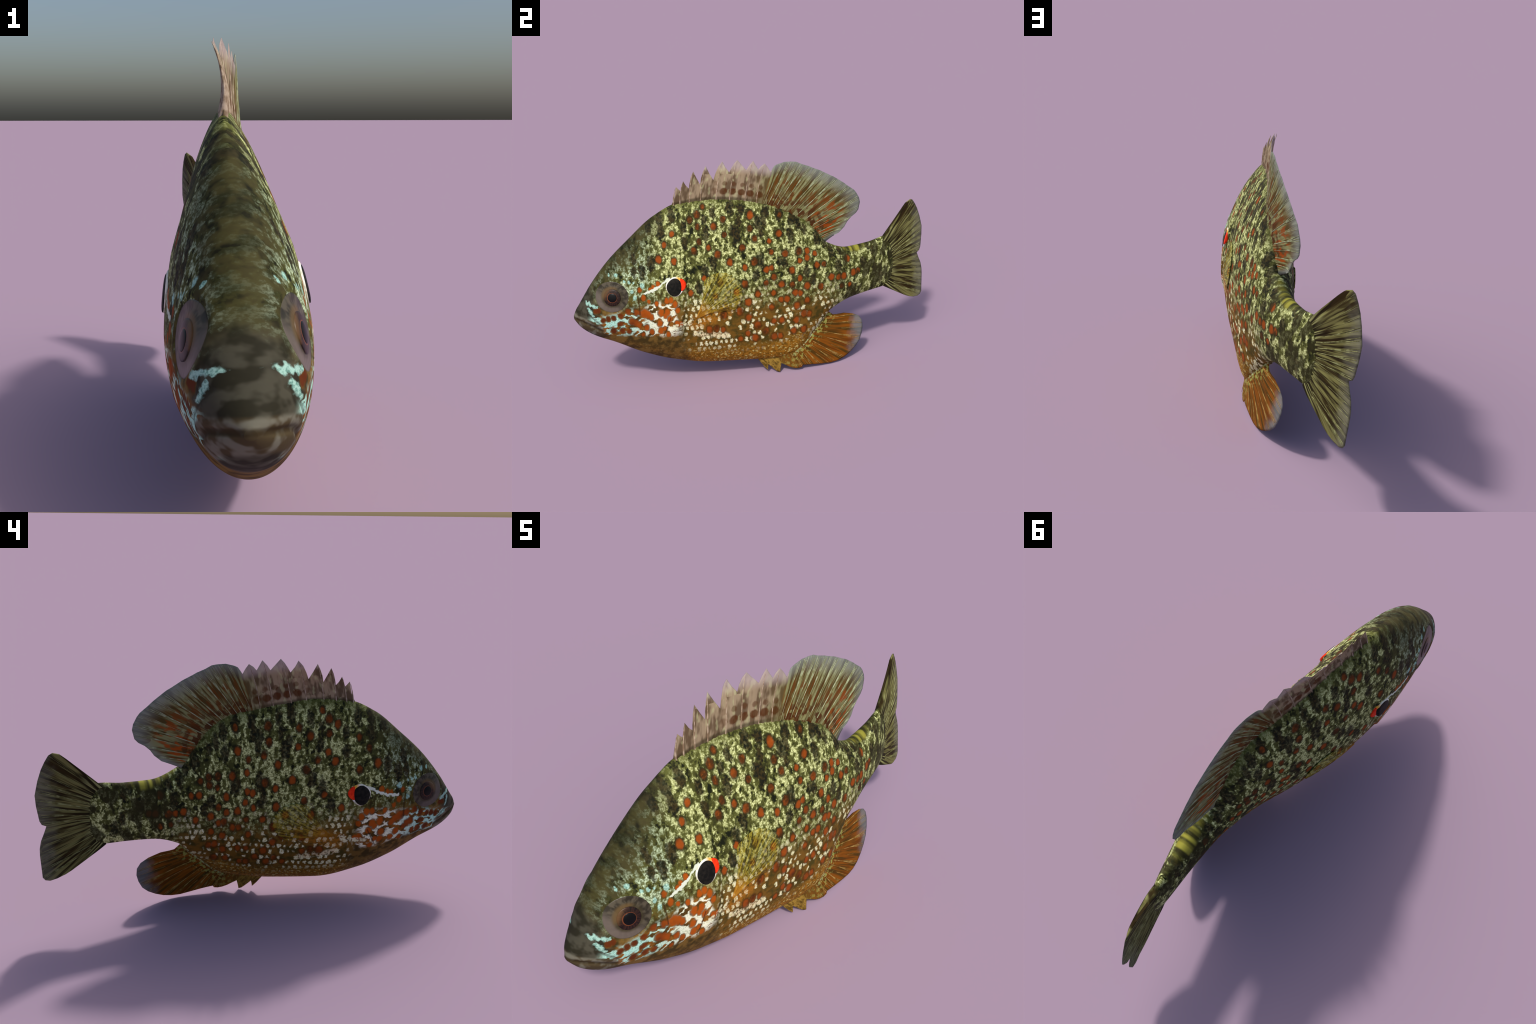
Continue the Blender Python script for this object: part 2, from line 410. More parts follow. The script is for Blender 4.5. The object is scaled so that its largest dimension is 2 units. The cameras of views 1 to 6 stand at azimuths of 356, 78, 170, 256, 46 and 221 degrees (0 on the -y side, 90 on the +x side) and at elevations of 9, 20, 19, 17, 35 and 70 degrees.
    return g.finish(c, rough=.7, spec=.08, bump=bump, bump_strength=.2, bump_dist=.003)


def fin_material(name, centre, web, spot, edge, dark, stripes=60.0, edge_band=None, spotted=True, spot_zone=(.1, .3)):
    """membrane with streaks that radiate from a centre"""
    g = Graph(name)
    obj, Y, Z, d = flat_coordinates(g)
    ry = Y - centre[0]; rz = Z - centre[1]
    ang = g.math('ARCTAN2', rz, ry)
    rad = g.math('SQRT', ry*ry + rz*rz)
    side = g.math('SIGN', d)
    fan = g.vec(ang*1.0, rad*.16, side*.3)
    s1 = g.noise(fan, stripes, 2, .55)
    s2 = g.noise(g.vec(ang*1.0, rad*.35, side*.1), stripes*.5, 2, .5)
    fine = g.noise(g.vec(Y, Z, side), 110, 2, .6)
    c = g.mix(g.step(s1, .40, .60), web, dark)
    c = g.mix(g.step(s2, .52, .62)*.8, c, spot)
    if edge_band is not None:
        e = edge_band(g, Y, Z, rad, ang)
        c = g.mix(e, c, g.mix(g.step(s1, .4, .6), edge, tuple(v*.72 for v in edge)))
    return g, Y, Z, rad, ang, fine, s1, c


# ---------------------------------------------------------------- mesh
ROOT = bpy.data.objects.new('sunfish', None)
ROOT['label'] = 'Spotted olive and orange sunfish with spiny dorsal fin'
ROOT['category'] = 'fish'
bpy.context.scene.collection.objects.link(ROOT)


def make(name, verts, faces, mat, parent=ROOT, smooth=True, normals=None):
    me = bpy.data.meshes.new(name)
    me.from_pydata([tuple(map(float, v)) for v in verts], [], faces)
    me.update()
    if smooth:
        me.polygons.foreach_set('use_smooth', [True]*len(me.polygons))
    me.materials.append(mat)
    if normals is not None:
        me.normals_split_custom_set_from_vertices([tuple(map(float, n)) for n in normals])
    o = bpy.data.objects.new(name, me)
    bpy.context.scene.collection.objects.link(o)
    o.parent = parent
    return o


def grid_faces(nu, nv, wrap_v=False):
    f = []
    for i in range(nu - 1):
        for j in range(nv if wrap_v else nv - 1):
            k = (j + 1) % nv
            f.append((i*nv + j, i*nv + k, (i + 1)*nv + k, (i + 1)*nv + j))
    return f


def build_body(mat):
    ys = np.concatenate([-1 + .08*np.linspace(0, 1, 26)**1.8, np.linspace(-.915, .78, 330)])
    nt = 90
    th = np.linspace(0, math.pi, nt)
    zt = spline(*BACK, ys)[:, None]; zb = spline(*BELLY, ys)[:, None]
    zm = zb + spline(*WIDEST, ys)[:, None]*(zt - zb)
    c = np.cos(th)[None]
    Z = np.where(c > 0, zm + (zt - zm)*c, zm + (zm - zb)*c)
    Y = np.repeat(ys[:, None], nt, 1)
    R = flank(Y, Z, 1.0); L = flank(Y, Z, -1.0)
    ring = np.concatenate([R, L[:, -2:0:-1]], 1)          # closed ring, back -> right -> belly -> left
    nv = ring.shape[1]; nu = len(ys)
    verts = ring.reshape(-1, 3)
    faces = [tuple(reversed(f)) for f in grid_faces(nu, nv, True)]
    n0 = len(verts)
    verts = np.vstack([verts, ring[0].mean(0) + [0, -.001, 0], ring[-1].mean(0)])
    for j in range(nv):
        k = (j + 1) % nv
        faces.append((n0, k, j)[::-1])
        faces.append((n0 + 1, (nu - 1)*nv + j, (nu - 1)*nv + k)[::-1])
    # vertex normals of the whole body
    tri = bpy.data.meshes.new('whole'); tri.from_pydata([tuple(map(float, v)) for v in verts], [], faces); tri.update()
    nrm = np.zeros(len(verts)*3, np.float32); tri.vertices.foreach_get('normal', nrm); nrm = nrm.reshape(-1, 3)
    cen = np.array([verts[list(f[:3])].sum(0)/3 for f in faces])
    if np.mean(np.sum((cen[:2000] - [0, 0, .5])*np.array([p.normal for p in tri.polygons[:2000]]), 1)) < 0:
        faces = [tuple(reversed(f)) for f in faces]; nrm = -nrm
    bpy.data.meshes.remove(tri)
    is_head = cen[:, 1] < gill_edge(cen[:, 2])
    is_tail = cen[:, 1] > .37
    for name, m in (('head', is_head), ('torso', ~is_head & ~is_tail), ('tail_stalk', is_tail)):
        fs = [faces[i] for i in np.nonzero(m)[0]]
        used = np.unique(np.concatenate([np.array(f) for f in fs]))
        remap = {int(u): i for i, u in enumerate(used)}
        make(name, verts[used], [tuple(remap[v] for v in f) for f in fs], mat, normals=nrm[used])


def densify(pts, step=.004, bow=0.0):
    out = []
    for a, b in zip(pts[:-1], pts[1:]):
        a = np.array(a); b = np.array(b)
        n = max(1, int(np.ceil(np.linalg.norm(b - a)/step)))
        for i in range(n):
            out.append(a + (b - a)*i/n)
    out.append(np.array(pts[-1]))
    return np.array(out)


def march(outer, towards, inside, fixed=None):
    base = []
    for p in outer:
        d = (np.array(towards(p)) - p); L = np.linalg.norm(d); d = d/max(L, 1e-9)
        q = p.copy(); n = 0
        while not inside(q) and n < 400:
            q = q + d*.003; n += 1
        base.append(q)
    return np.array(base)


def fin_sheet(name, outer, base, half, mat, rows=26, ripple=None, wave=0.0):
    """closed, thin membrane between a base line and a free edge"""
    n = len(outer)
    t = np.linspace(0, 1, rows)[:, None, None]
    P = base[None] + (outer - base)[None]*t
    h = half(P[..., 0], P[..., 1], t[..., 0])
    if ripple is not None:
        h = h + ripple(P[..., 0], P[..., 1], t[..., 0])
    h[-1] = .0006
    h[:, 0] = np.minimum(h[:, 0], .0008); h[:, -1] = np.minimum(h[:, -1], .0008)
    off = wave(P[..., 0], P[..., 1], t[..., 0]) if callable(wave) else 0.0
    A = on_sheet(P[..., 0], P[..., 1], off + h); B = on_sheet(P[..., 0], P[..., 1], off - h)
    verts = np.concatenate([A.reshape(-1, 3), B.reshape(-1, 3)])
    f = grid_faces(rows, n); m = rows*n
    faces = [tuple(q) for q in f] + [tuple(v + m for v in reversed(q)) for q in f]
    for i in range(n - 1):
        faces.append((i + 1, i, m + i, m + i + 1))
        a = (rows - 1)*n
        faces.append((a + i, a + i + 1, m + a + i + 1, m + a + i))
    for j in range(rows - 1):
        faces.append((j*n, (j + 1)*n, m + (j + 1)*n, m + j*n))
        faces.append(((j + 1)*n + n - 1, j*n + n - 1, m + j*n + n - 1, m + (j + 1)*n + n - 1))
    return make(name, verts, faces, mat)


def fin_ray(name, path, r0, r1, half, mat, parent, lift=.0012):
    """a slim rib that stands proud of the membrane on both faces"""
    path = np.array(path); n = len(path)
    tan = np.gradient(path, axis=0); tan /= np.linalg.norm(tan, axis=1)[:, None]
    nor = np.stack([-tan[:, 1], tan[:, 0]], 1)
    k = 8; verts = []
    for i in range(n):
        t = i/(n - 1); r = r0 + (r1 - r0)*t
        hh = float(half(path[i, 0], path[i, 1], np.array(t))) + lift*(1 - .6*t)
        for j in range(k):
            a = 2*math.pi*j/k
            q = path[i] + nor[i]*r*math.cos(a)
            verts.append((q[0], q[1], hh*math.sin(a)))
    verts = np.array(verts); verts = on_sheet(verts[:, 0], verts[:, 1], verts[:, 2])
    faces = grid_faces(n, k, True)
    faces += [tuple(range(k))[::-1], tuple((n - 1)*k + j for j in range(k))]
    return make(name, verts, faces, mat, parent)


def patch(name, centre, side, radius, lift, mat, rings=18, seg=64, parent=ROOT, sink=.004):
    """a shape that hugs the flank: radius(phi) outline, lift(r) height"""
    verts = []
    cy, cz = centre
    rs = np.linspace(0, 1, rings)
    for r in rs[1:]:
        ph = np.linspace(0, 2*math.pi, seg, endpoint=False)
        ry, rz = radius(ph)
        verts.append(flank(cy + ry*r, cz + rz*r, side, lift(np.full(seg, r), ph)))
    ph = np.linspace(0, 2*math.pi, seg, endpoint=False)
    ry, rz = radius(ph)
    verts.append(flank(cy + ry*1.004, cz + rz*1.004, side, np.full(seg, -sink)))
    v = np.concatenate(verts)
    f = grid_faces(rings, seg, True)
    v = np.vstack([v, flank(np.array([cy]), np.array([cz]), side, lift(np.zeros(1), np.zeros(1)))])
    for j in range(seg):
        f.append((len(v) - 1, (j + 1) % seg, j))
    if side > 0:
        f = [tuple(reversed(q)) for q in f]
    f = [tuple(reversed(q)) for q in f] if True else f
    return make(name, v, f, mat, parent)


# ================================================================ build
SKIN = skin_material()
build_body(SKIN)

# ---- dorsal fin, spiny part ------------------------------------------
SPINY = [(-.448,.955),(-.437,.978),(-.428,.998),(-.4215,1.025),(-.416,1.054),(-.404,1.040),(-.390,1.027),
         (-.386,1.05),(-.376,1.079),(-.364,1.055),(-.349,1.039),(-.344,1.065),(-.334,1.095),(-.319,1.123),(-.306,1.09),(-.290,1.056),
         (-.282,1.088),(-.270,1.115),(-.253,1.146),(-.238,1.108),(-.2195,1.072),(-.206,1.105),(-.188,1.138),(-.165,1.163),
         (-.152,1.132),(-.1345,1.106),(-.12,1.13),(-.106,1.15),(-.0885,1.168),(-.068,1.141),(-.046,1.114),(-.03,1.137),(-.008,1.16),
         (.003,1.137),(.0155,1.114),(.03,1.13),(.05,1.143),(.064,1.122),(.076,1.098),(.086,1.112)]
SOFT = [(.078,1.085),(.086,1.112),(.097,1.128),(.115,1.136),(.15,1.1445),(.186,1.143),(.212,1.139),(.241,1.124),(.28,1.109),(.297,1.1),(.344,1.079),
        (.396,1.049),(.417,1.038),(.449,1.016),(.477,.996),(.503,.975),(.537,.95),(.55,.934),(.568,.903),(.5745,.877),(.5655,.836),
        (.55,.818),(.522,.801),(.498,.778),(.481,.752),(.45,.724),(.42,.712),(.395,.708),(.375,.697),(.364,.684)]
DC = (-.112, .631); CC = (.549, .468); AC = (.074, .280)


def tilt(y, z):
    s = np.clip((z - .96)/.19, 0, 1)
    return ((.045*s*(1 - s) - .014*s*s)*np.clip((-.06 - y)/.12, 0, 1)
            + .012*np.clip((z - .95)/.15, 0, 1)*np.clip((y + .12)/.06, 0, 1)
            + .012*np.clip((z - .78)/.15, 0, 1)*np.clip((y - .05)/.15, 0, 1)
            - .012*np.exp(-((y - .40)/.08)**2)*np.clip((.82 - z)/.1, 0, 1))


def dorsal_half(y, z, t):
    return .0015 + .011*np.clip(1 - t*1.25, 0, 1)**1.5


def grey_rim(dist_from_centre, lo, hi):
    def f(g, Y, Z, rad, ang):
        r = g.poly(ang, dist_from_centre)
        return g.step(rad/r, lo, hi)
    return f


def radius_poly(outline, c, deg=5, drop=1):
    o = densify(outline, .01)[drop:-drop]
    a = np.arctan2(o[:, 1] - c[1], o[:, 0] - c[0]); r = np.hypot(o[:, 0] - c[0], o[:, 1] - c[1])
    return np.polyfit(a, r, deg)


# spiny membrane: brownish pink, rows of round brown spots near the base
g = Graph('spiny_fin_membrane')
obj, Y, Z, d = flat_coordinates(g)
side = g.math('SIGN', d)
fine = g.noise(g.vec(Y, Z, side), 90, 3, .6)
mid = g.noise(g.vec(Y*1.4 - Z*.3, Z*.5, side*.2), 26, 2, .5)
c = g.mix(g.step(mid, .40, .60), col(110, 92, 70), col(168, 150, 122))
c = g.mix(g.step(g.noise(g.vec(Y*1.3 - Z*.3, Z*.6, side), 26, 2, .5), .54, .64)*.5, c, col(196, 198, 150))
base_line = spline(*BACK, np.linspace(-.45, .12, 40))
zt = g.poly(Y, np.polyfit(np.linspace(-.45, .12, 40), base_line, 4))
up = Z - zt
q1 = g.math('ABSOLUTE', g.math('FRACT', (Y - Z*.25)*(1/.048) + .35) - .5)*.048
s_low = g.math('SQRT', q1*q1*.75 + (up - .034)*(up - .034))
s_up = g.math('SQRT', q1*q1*.9 + (up - .074)*(up - .074))
on = g.step(Y, -.27, -.16)
sp = g.math('MAXIMUM', g.step(s_low + (fine - .5)*.01, .0215, .013), g.step(s_up + (fine - .5)*.012, .016, .008)*.7)
c = g.mix(sp*on*.9, c, col(92, 52, 24))
c = g.mix(g.step(up, .012, -.002)*.7, c, col(60, 52, 30))
c = g.mix(g.step(Y - Z*.25, -.30, -.19)*.75, c, g.mix(g.step(mid, .4, .6), col(102, 88, 48), col(150, 150, 104)))
c = g.mix(sp*on*g.step(Y - Z*.25, -.30, -.19)*.85, c, col(84, 46, 20))
tipz = g.step(up, .125, .175)
c = g.mix(tipz*.65, c, col(196, 182, 180))
SPINY_MAT = g.finish(c, rough=.65, spec=.08, bump=fine + mid, bump_strength=.25, bump_dist=.003, translucent=.25)

sp_outer = densify(SPINY, .004)
sp_base = march(sp_outer, lambda p: p + np.array([-.20, -1.0]), lambda q: q[1] < spline(*BACK, q[0]) - .035 or q[1] < .93)
spiny = fin_sheet('spiny_dorsal_fin', sp_outer, sp_base, dorsal_half, SPINY_MAT, rows=26,
                  ripple=lambda y, z, t: .0008*np.sin((y - .2*z)*260)*(1 - t),
                  wave=lambda y, z, t: tilt(y, z))

g = Graph('fin_spine_bone')
obj, x, y, z = g.xyz()
n = g.noise(obj, 60, 2, .5)
SPINE_MAT = g.finish(g.mix(g.step(n, .35, .65), col(128, 106, 82), col(178, 160, 138)), rough=.45, spec=.3)
spine_tips = [(-.416,1.054),(-.376,1.079),(-.319,1.123),(-.253,1.146),(-.165,1.163),(-.0885,1.168),(-.008,1.16),(.05,1.143)]


def spine(name, tip, root, parent, mat, r=.0045):
    n = 16; tt = np.linspace(0, 1, n)
    tip = np.array(tip); root = np.array(root)
    path = root + (tip - root)*tt[:, None]
    path[:, 0] -= .006*np.sin(tt*math.pi)
    k = 8; verts = []
    tan = (tip - root)/np.linalg.norm(tip - root); nor = np.array([-tan[1], tan[0]])
    for i in range(n):
        rr = r*(1 - .8*tt[i]); hh = float(dorsal_half(0, 0, tt[i])) + .0022*(1 - .7*tt[i])
        if i == n - 1: rr *= .3; hh *= .3
        for j in range(k):
            a = 2*math.pi*j/k
            q = path[i] + nor*rr*math.cos(a)
            verts.append((q[0], q[1], hh*math.sin(a) + float(tilt(q[0], q[1]))))
    verts = np.array(verts); verts = on_sheet(verts[:, 0], verts[:, 1], verts[:, 2])
    f = grid_faces(n, k, True) + [tuple(range(k))[::-1], tuple((n - 1)*k + j for j in range(k))]
    return make(name, verts, f, mat, parent)


for i, tp in enumerate(spine_tips):
    root = (tp[0] - .018 - .008*min(i, 5), float(spline(*BACK, tp[0] - .03)) - .02)
    spine('fin_spine', (tp[0] - .004, tp[1] - .008), root, spiny, SPINE_MAT)

# soft part: grey green rays, rusty streaks between them, grey rim
g, Y, Z, rad, ang, fine, s1, c = fin_material(
    'soft_dorsal_membrane', DC, col(146, 148, 100), col(108, 78, 36), col(146, 152, 140), col(88, 72, 36), stripes=44,
    edge_band=grey_rim(radius_poly(SOFT[3:-4], DC), .86, 1.0))
pol = radius_poly(SOFT[3:-4], DC)
rel = rad/g.poly(ang, pol)
lowm = g.step(ang, .62, .30)
zone = g.step(rel, .58, .66)*g.step(rel, .90, .80)
st = g.noise(g.vec(ang, rad*.5, .5), 30, 1, .5)
c = g.mix(zone*g.step(st, .50, .58)*.85, c, g.mix(lowm, col(112, 68, 26), col(172, 78, 18)))
base_m = g.step(rel, .80, .60)
c = g.mix(base_m*g.step(g.noise(g.vec(Y, Z, 0.0), 34, 1, .5), .46, .54)*.9, c, col(80, 40, 16))
SOFT_MAT = g.finish(c, rough=.65, spec=.08, bump=s1 + fine*.4, bump_strength=.35, bump_dist=.003, translucent=.22)


def in_back(q):
    return (q[1] < spline(*BACK, q[0]) - .03) if q[0] < .36 else False


def toward_dorsal(p):
    return DC if p[1] > .72 else (.30, .66)


so_outer = densify(SOFT, .006)
so_base = march(so_outer, toward_dorsal, in_back)
soft = fin_sheet('soft_dorsal_fin', so_outer, so_base, dorsal_half, SOFT_MAT, rows=30,
                 ripple=lambda y, z, t: .0014*np.cos(np.arctan2(z - DC[1], y - DC[0])*2*math.pi*11/1.25)*(1 - .5*t),
                 wave=lambda y, z, t: tilt(y, z))

g = Graph('fin_ray_horn')
obj, x, y, z = g.xyz()
n = g.noise(obj, 40, 2, .5)
RAY_MAT = g.finish(g.mix(g.step(n, .35, .65), col(132, 136, 92), col(176, 186, 150)), rough=.65, spec=.08, translucent=.15)


def rays(outline, base, centre_idx, parent, mat, half, r0, r1, start=.0, stop=.96, wave=None, fork=True):
    """ribs that run from the base line to the rim"""
    for i in centre_idx:
        a = base[i]; b = outline[i]
        tt = np.linspace(start, stop, 22)[:, None]
        path = a + (b - a)*tt
        fin_ray('fin_ray', path, r0, r1, lambda y, z, t: half(y, z, start + t*(stop - start)), mat, parent)
        if fork:
            for s in (-1, 1):
                j = int(np.clip(i + s*2, 0, len(outline) - 1))
                m0 = a + (b - a)*.55
                e = outline[j]
                path = m0 + (e - m0)*np.linspace(0, stop, 12)[:, None]
                fin_ray('fin_ray', path, r1*1.2, r1*.6, lambda y, z, t: half(y, z, .55 + t*.4), mat, parent)


def spread(outline, c, count, lo=0.06, hi=.94):
    a = np.unwrap(np.arctan2(outline[:, 1] - c[1], outline[:, 0] - c[0]))
    want = np.linspace(a[0] + (a[-1] - a[0])*lo, a[0] + (a[-1] - a[0])*hi, count)
    return [int(np.argmin(np.abs(a - w))) for w in want]


dorsal_ray_half = lambda y, z, t: dorsal_half(y, z, t) + .0004
_old_sheet = on_sheet
def _tilted(y, z, off=0.0):
    y = np.asarray(y, float); z = np.asarray(z, float)
    return _old_sheet(y, z, np.asarray(off) + tilt(y, z))
on_sheet = _tilted
rays(so_outer, so_base, spread(so_outer, DC, 16, .05, .92), soft, RAY_MAT, dorsal_ray_half, .0034, .0018, start=.1)
on_sheet = _old_sheet

# ---- caudal fin -------------------------------------------------------
CAUDAL = [(.722,.645),(.733,.6575),(.754,.679),(.793,.715),(.826,.75),(.841,.767),(.869,.798),(.89,.818),(.917,.828),(.934,.820),(.952,.793),
          (.968,.762),(.984,.717),(.999,.655),(.9965,.603),(.987,.534),(.979,.516),(.9605,.5045),(.972,.474),(.987,.439),(.994,.405),
          (.995,.373),(.9925,.32),(.99,.265),(.98,.25),(.96,.242),(.93,.245),(.9,.255),(.872,.269),(.846,.285),(.81,.312),(.77,.336),(.735,.36),(.722,.366)]
g, Y, Z, rad, ang, fine, s1, c = fin_material(
    'tail_fin_membrane', (.60, .50), col(130, 128, 76), col(58, 46, 20), col(130, 130, 112), col(46, 37, 17), stripes=32,
    edge_band=lambda g, Y, Z, rad, ang: g.step(Y + (g.noise(g.vec(Y, Z, 0.0), 20, 2, .5) - .5)*.10, .90, .985)*.75)
root = g.step(Y, .82, .75)
st = g.noise(g.vec(ang, rad*.2, .4), 22, 1, .4)
c = g.mix(root*g.step(st, .44, .54), c, col(38, 34, 18))
c = g.mix(root*g.step(st, .46, .38)*.8, c, col(176, 180, 118))
TAIL_MAT = g.finish(c, rough=.65, spec=.08, bump=s1 + fine*.4, bump_strength=.4, bump_dist=.003, translucent=.2)
ca_outer = densify(CAUDAL, .006)
ca_base = march(ca_outer, lambda p: CC, lambda q: q[0] < .715)


def caudal_half(y, z, t):
    return .0020 + .0125*np.clip((.965 - y)/.22, 0, 1)**1.3


caudal = fin_sheet('caudal_fin', ca_outer, ca_base, caudal_half, TAIL_MAT, rows=34,
                   ripple=lambda y, z, t: .0016*np.cos(np.arctan2(z - CC[1], y - CC[0])*2*math.pi*17/1.35)*np.clip(t*3, 0, 1)*(1 - .4*t))
g = Graph('tail_ray_horn')
obj, x, y, z = g.xyz()
n = g.noise(obj, 40, 2, .5)
TAIL_RAY_MAT = g.finish(g.mix(g.step(n, .35, .65), col(104, 102, 60), col(160, 164, 112)), rough=.65, spec=.08, translucent=.1)
rays(ca_outer, ca_base, spread(ca_outer, CC, 17, .06, .94), caudal, TAIL_RAY_MAT, caudal_half, .0036, .0016, start=.25)

# ---- anal fin and the small pelvic fins -------------------------------
ANAL = [(.358,.302),(.366,.291),(.39,.270),(.42,.266),(.458,.265),(.515,.249),(.552,.228),(.570,.200),(.572,.165),(.563,.128),(.545,.090),
        (.517,.062),(.48,.038),(.44,.020),(.40,.010),(.357,.007),(.3,.013),(.24,.021),(.19,.026),(.1845,.0155),(.165,.012),(.143,.015),
        (.12,.023),(.10,.034),(.072,.049),(.068,.06)]
PELVIC = [(.076,.055),(.072,.046),(.066,.022),(.0615,.0005),(.047,.005),(.028,.022),(.004,.046),(0.0,.032),(-.0025,.0145),(-.02,.034),(-.04,.062),(-.06,.088)]
g, Y, Z, rad, ang, fine, s1, c = fin_material(
    'anal_fin_membrane', (.03, .30), col(140, 82, 20), col(112, 60, 14), col(132, 136, 136), col(84, 60, 20), stripes=30,
    edge_band=lambda g, Y, Z, rad, ang: g.step(Y - Z*.12 + (g.noise(g.vec(Y, Z, 0.0), 22, 2, .5) - .5)*.10, .44, .535)*.9)
nearb = g.step(g.strip(Y, Z, (.12, .06), (.36, .29)), .075, .02)
c = g.mix(nearb*.7*g.step(g.noise(g.vec(Y, Z, 0.0), 60, 2, .5), .50, .60), c, col(176, 184, 96))
line = g.step(g.strip(Y + (fine - .5)*.02, Z, (.15, .085), (.36, .295)), .010, .004)
c = g.mix(line*g.step(fine, .42, .58)*.85, c, col(196, 212, 150))
c = g.mix(g.step(Y, .20, .10)*.6, c, col(116, 86, 34))
ANAL_MAT = g.finish(c, rough=.65, spec=.08, bump=s1 + fine*.4, bump_strength=.35, bump_dist=.003, translucent=.2)
an_outer = densify(ANAL, .006)
in_belly = lambda q: q[1] > spline(*BELLY, q[0]) + .03
an_base = march(an_outer, lambda p: AC if p[0] > .2 else p + np.array([-.35, 1.0]), in_belly)


def anal_half(y, z, t):
    return .0016 + .012*np.clip(1 - t*1.5, 0, 1)**1.4


anal = fin_sheet('anal_fin', an_outer, an_base, anal_half, ANAL_MAT, rows=28,
                 ripple=lambda y, z, t: .0014*np.cos(np.arctan2(z - AC[1], y - AC[0])*2*math.pi*11/1.5)*(1 - .4*t))
g = Graph('anal_ray_horn')
obj, x, y, z = g.xyz()
n = g.noise(obj, 40, 2, .5)
ANAL_RAY_MAT = g.finish(g.mix(g.step(n, .35, .65), col(128, 92, 34), col(176, 146, 84)), rough=.65, spec=.08, translucent=.1)
an_idx = [i for i in spread(an_outer, AC, 15, .04, .80)]
rays(an_outer, an_base, an_idx, anal, ANAL_RAY_MAT, anal_half, .003, .0015, start=.2)

g = Graph('pelvic_fin_skin')
obj, x, y, z = g.xyz()
n = g.noise(g.vec(y*1.5 + z, z, x), 50, 3, .6)
PELVIC_MAT = g.finish(g.mix(g.step(n, .35, .65), col(82, 62, 22), col(150, 120, 52)), rough=.65, spec=.08)
pe_outer = densify(PELVIC, .004)
pe_base = march(pe_outer, lambda p: p + np.array([-.45, 1.0]), in_belly)
fin_sheet('pelvic_fin', pe_outer, pe_base, anal_half, PELVIC_MAT, rows=16)

# ---- eyes -------------------------------------------------------------
g = Graph('eye_ring_skin')
obj, Y, Z, d = flat_coordinates(g)
ey = Y + .797; ez = Z - .540
rad = g.math('SQRT', ey*ey + ez*ez)
ang = g.math('ARCTAN2', ez, ey)
n = g.noise(g.vec(ang*.12, rad*1.2, 0.0), 28, 2, .5)
lower = g.step(ez + ey*.9 + (n - .5)*.04, .0, -.06)     # pale skin below and in front
c = g.mix(g.step(n, .4, .62), col(44, 40, 30), col(80, 74, 60))
c = g.mix(lower*g.step(rad, .040, .056)*.75, c, col(104, 94, 86))
c = g.mix(g.step(rad, .060, .045)*.75, c, col(58, 52, 32))
c = g.mix(g.step(ez + ey*-.6, .012, .035)*g.step(rad, .058, .045)*.4, c, col(120, 92, 52))
EYE_RING = g.finish(c, rough=.35, spec=.2, bump=n, bump_strength=.3, bump_dist=.003)
g = Graph('iris_dark_red')
obj, Y, Z, d = flat_coordinates(g)
ey = Y + .797; ez = Z - .538
rad = g.math('SQRT', ey*ey + ez*ez); ang = g.math('ARCTAN2', ez, ey)
n = g.noise(g.vec(ang*.4, rad*2.0, 0.0), 16, 2, .5)
c = g.mix(g.step(n, .4, .6), col(20, 14, 13), col(52, 32, 24))
c = g.mix(g.step(ey*-.7 + ez*.5, .016, .032)*.7, c, col(104, 76, 44))
c = g.mix(g.step(rad, .026, .0235)*.7, c, col(120, 66, 36))
IRIS = g.finish(c, rough=.35, spec=.2)
g = Graph('pupil_black')
PUPIL = g.finish(col(8, 9, 11), rough=.3, spec=.15)
circle = lambda ry, rz: (lambda ph: (ry*np.cos(ph), rz*np.sin(ph)))
for side in (1, -1):
    ec = (-.797, .540)
    eye = patch('eye', ec, side, circle(.082, .077), lambda r, ph: .0055*np.sqrt(np.maximum(1.02 - r**2, 0)) - .0008, EYE_RING, rings=22, seg=72)
    pc = (-.797, .538)
    patch('iris', pc, side, circle(.042, .042), lambda r, ph: .0050 + .004*np.sqrt(np.maximum(1.02 - r**2, 0)), IRIS, parent=eye, sink=-.001)
    patch('pupil', pc, side, circle(.0225, .0225), lambda r, ph: .0080 + .0035*np.sqrt(np.maximum(1.02 - r**2, 0)), PUPIL, parent=eye, sink=-.003)

# ---- ear flaps (rear lobe of the gill cover) ---------------------------
def plain(name, dark_c, light_c, scale=70, rough=.5):
    g = Graph(name)
    obj, x, y, z = g.xyz()
    n = g.noise(obj, scale, 2, .5)
    return g.finish(g.mix(g.step(n, .35, .65), dark_c, light_c), rough=rough, spec=.08)


FLAP_BLACK = plain('flap_black', col(16, 18, 16), col(34, 32, 28))
FLAP_RED = plain('flap_red', col(226, 44, 16), col(246, 64, 26))
g = Graph('flap_white_rim')
obj, Y, Z, d = flat_coordinates(g)
n = g.noise(obj, 60, 2, .5)
c = g.mix(g.step(n, .3, .6), col(196, 198, 172), col(240, 238, 222))
FLAP_RIM = g.finish(g.mix(g.step(Y, -.462, -.435)*g.step(Z, .57, .60), c, col(246, 176, 60)), rough=.65, spec=.08)


def lobe(ry, rz, rot, point=0.0):
    def f(ph):
        k = 1 + point*np.maximum(0, -np.cos(ph))**3
        a = ry*np.cos(ph)*k; b = rz*np.sin(ph)
        return a*math.cos(rot) - b*math.sin(rot), a*math.sin(rot) + b*math.cos(rot)
    return f


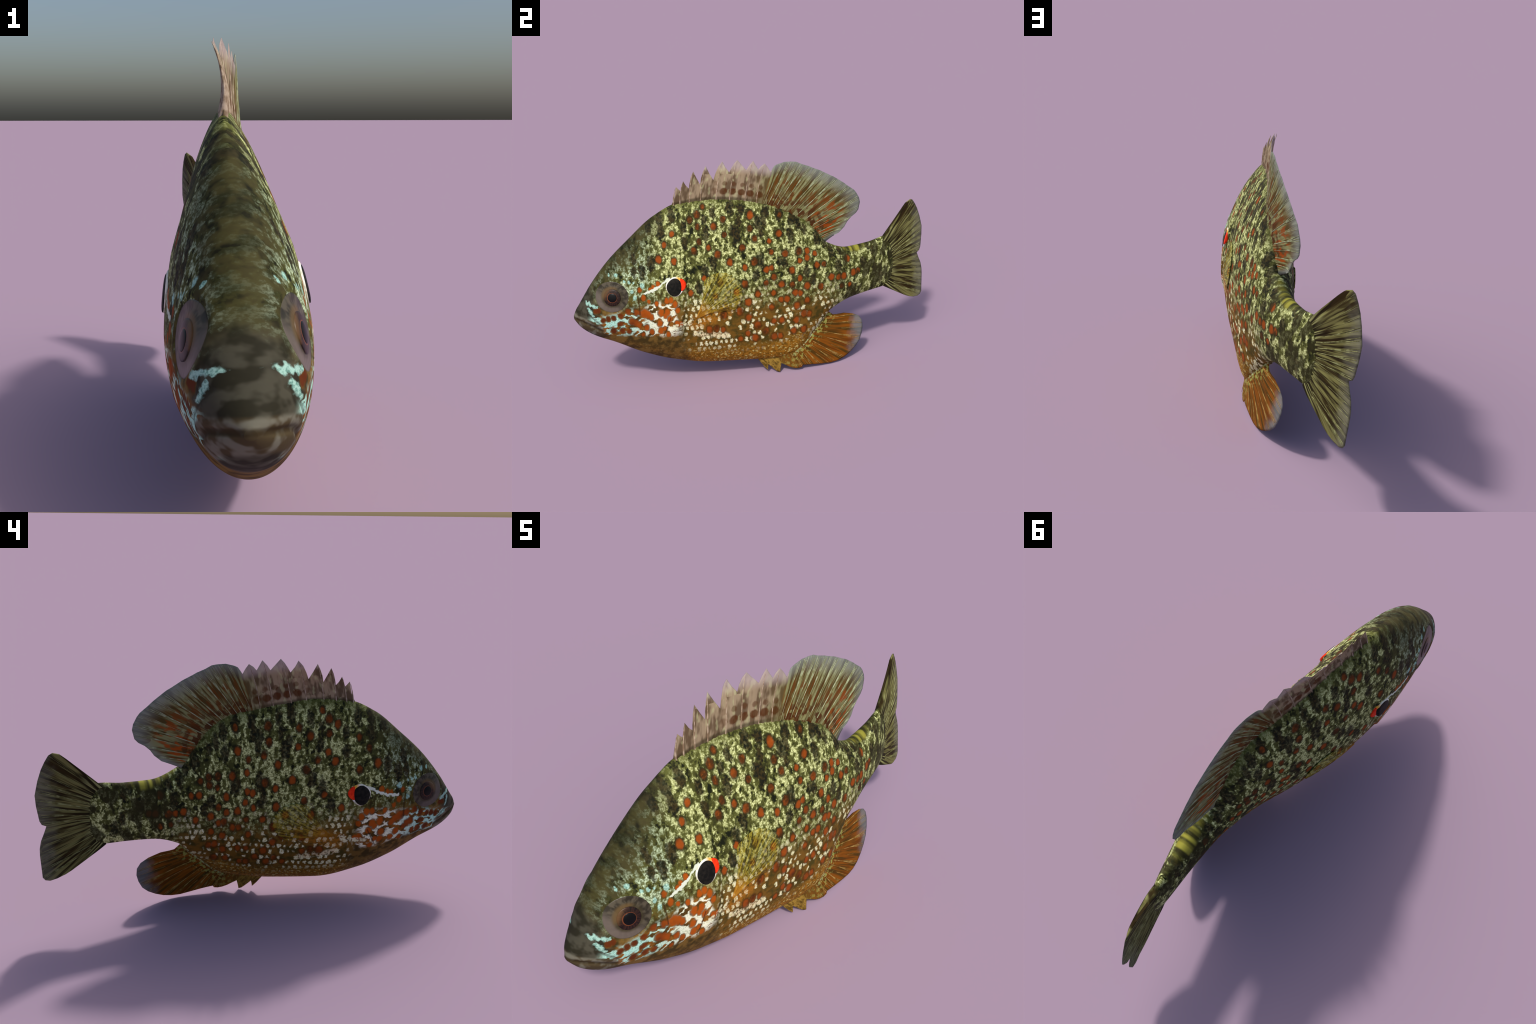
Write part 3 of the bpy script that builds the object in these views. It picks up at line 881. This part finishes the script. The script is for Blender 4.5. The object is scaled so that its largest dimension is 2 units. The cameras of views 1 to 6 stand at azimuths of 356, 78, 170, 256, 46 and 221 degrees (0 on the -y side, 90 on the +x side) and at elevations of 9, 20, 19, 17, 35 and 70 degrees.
for side, fc in ((1, (-.464, .568)), (-1, (-.434, .567))):
    dome = lambda h: (lambda r, ph: .001 + h*np.sqrt(np.maximum(1.03 - r**2, 0)))
    flat = lambda lo, hi: (lambda r, ph: lo + hi*np.sqrt(np.maximum(1.03 - r**4, 0)))
    flap = patch('ear_flap', (fc[0] - .009, fc[1]), side, lobe(.0425, .0500, -.2, .18), flat(.001, .005), FLAP_RIM, rings=18)
    patch('black_lobe', (fc[0] - .013, fc[1] - .002), side, lobe(.0370, .0455, -.2, .12), flat(.004, .0045), FLAP_BLACK, parent=flap, sink=-.003)

    def red(ph):                                   # crescent behind the black lobe
        a = .0145*np.cos(ph) - .012*np.sin(ph)**2
        return a, .031*np.sin(ph)
    patch('red_lobe', (fc[0] + .033, fc[1] + .007), side, red, flat(.003, .0045), FLAP_RED, parent=flap, sink=.003)

# ---- pectoral fins, folded flat on the flank ---------------------------
def pectoral(side, root, axis, length, spread_angle):
    mat = skin_material((root[0] + .012*side, root[1] - .006*side))
    na, nr = 40, 26
    ys = []; zs = []; ls = []
    for i in range(nr):
        t = i/(nr - 1)
        for j in range(na):
            u = j/(na - 1)*2 - 1
            a = axis + u*spread_angle*(.55 + .45*t)
            L = length*(1 - .30*abs(u)**2.2)*(1 + .012*math.cos(u*34))
            r = .015 + (L - .015)*t
            y = root[0] + r*math.cos(a); z = root[1] + r*math.sin(a)
            edge = min(1, (1 - abs(u))*6)
            lift = .003 + .006*math.sin(t*2.6) + .0012*math.cos(u*34)
            ys.append(y); zs.append(z); ls.append(lift*max(edge, .25))
    ys = np.array(ys); zs = np.array(zs); ls = np.array(ls)
    v = np.concatenate([flank(ys, zs, side, ls), flank(ys, zs, side, ls - .003)]); m = nr*na
    f = grid_faces(nr, na)
    faces = list(f) + [tuple(q + m for q in reversed(x)) for x in f]
    rim = [j for j in range(na)] + [i*na + na - 1 for i in range(1, nr)] + [(nr - 1)*na + j for j in range(na - 2, -1, -1)] + [i*na for i in range(nr - 2, 0, -1)]
    for a, b in zip(rim, rim[1:] + rim[:1]):
        faces.append((b, a, m + a, m + b))
    if side < 0:
        faces = [tuple(reversed(q)) for q in faces]
    faces = [tuple(reversed(q)) for q in faces]
    make('pectoral_fin', v, faces, mat)


pectoral(1, (-.385, .375), .68, .31, .56)
pectoral(-1, (-.345, .360), .42, .30, .48)
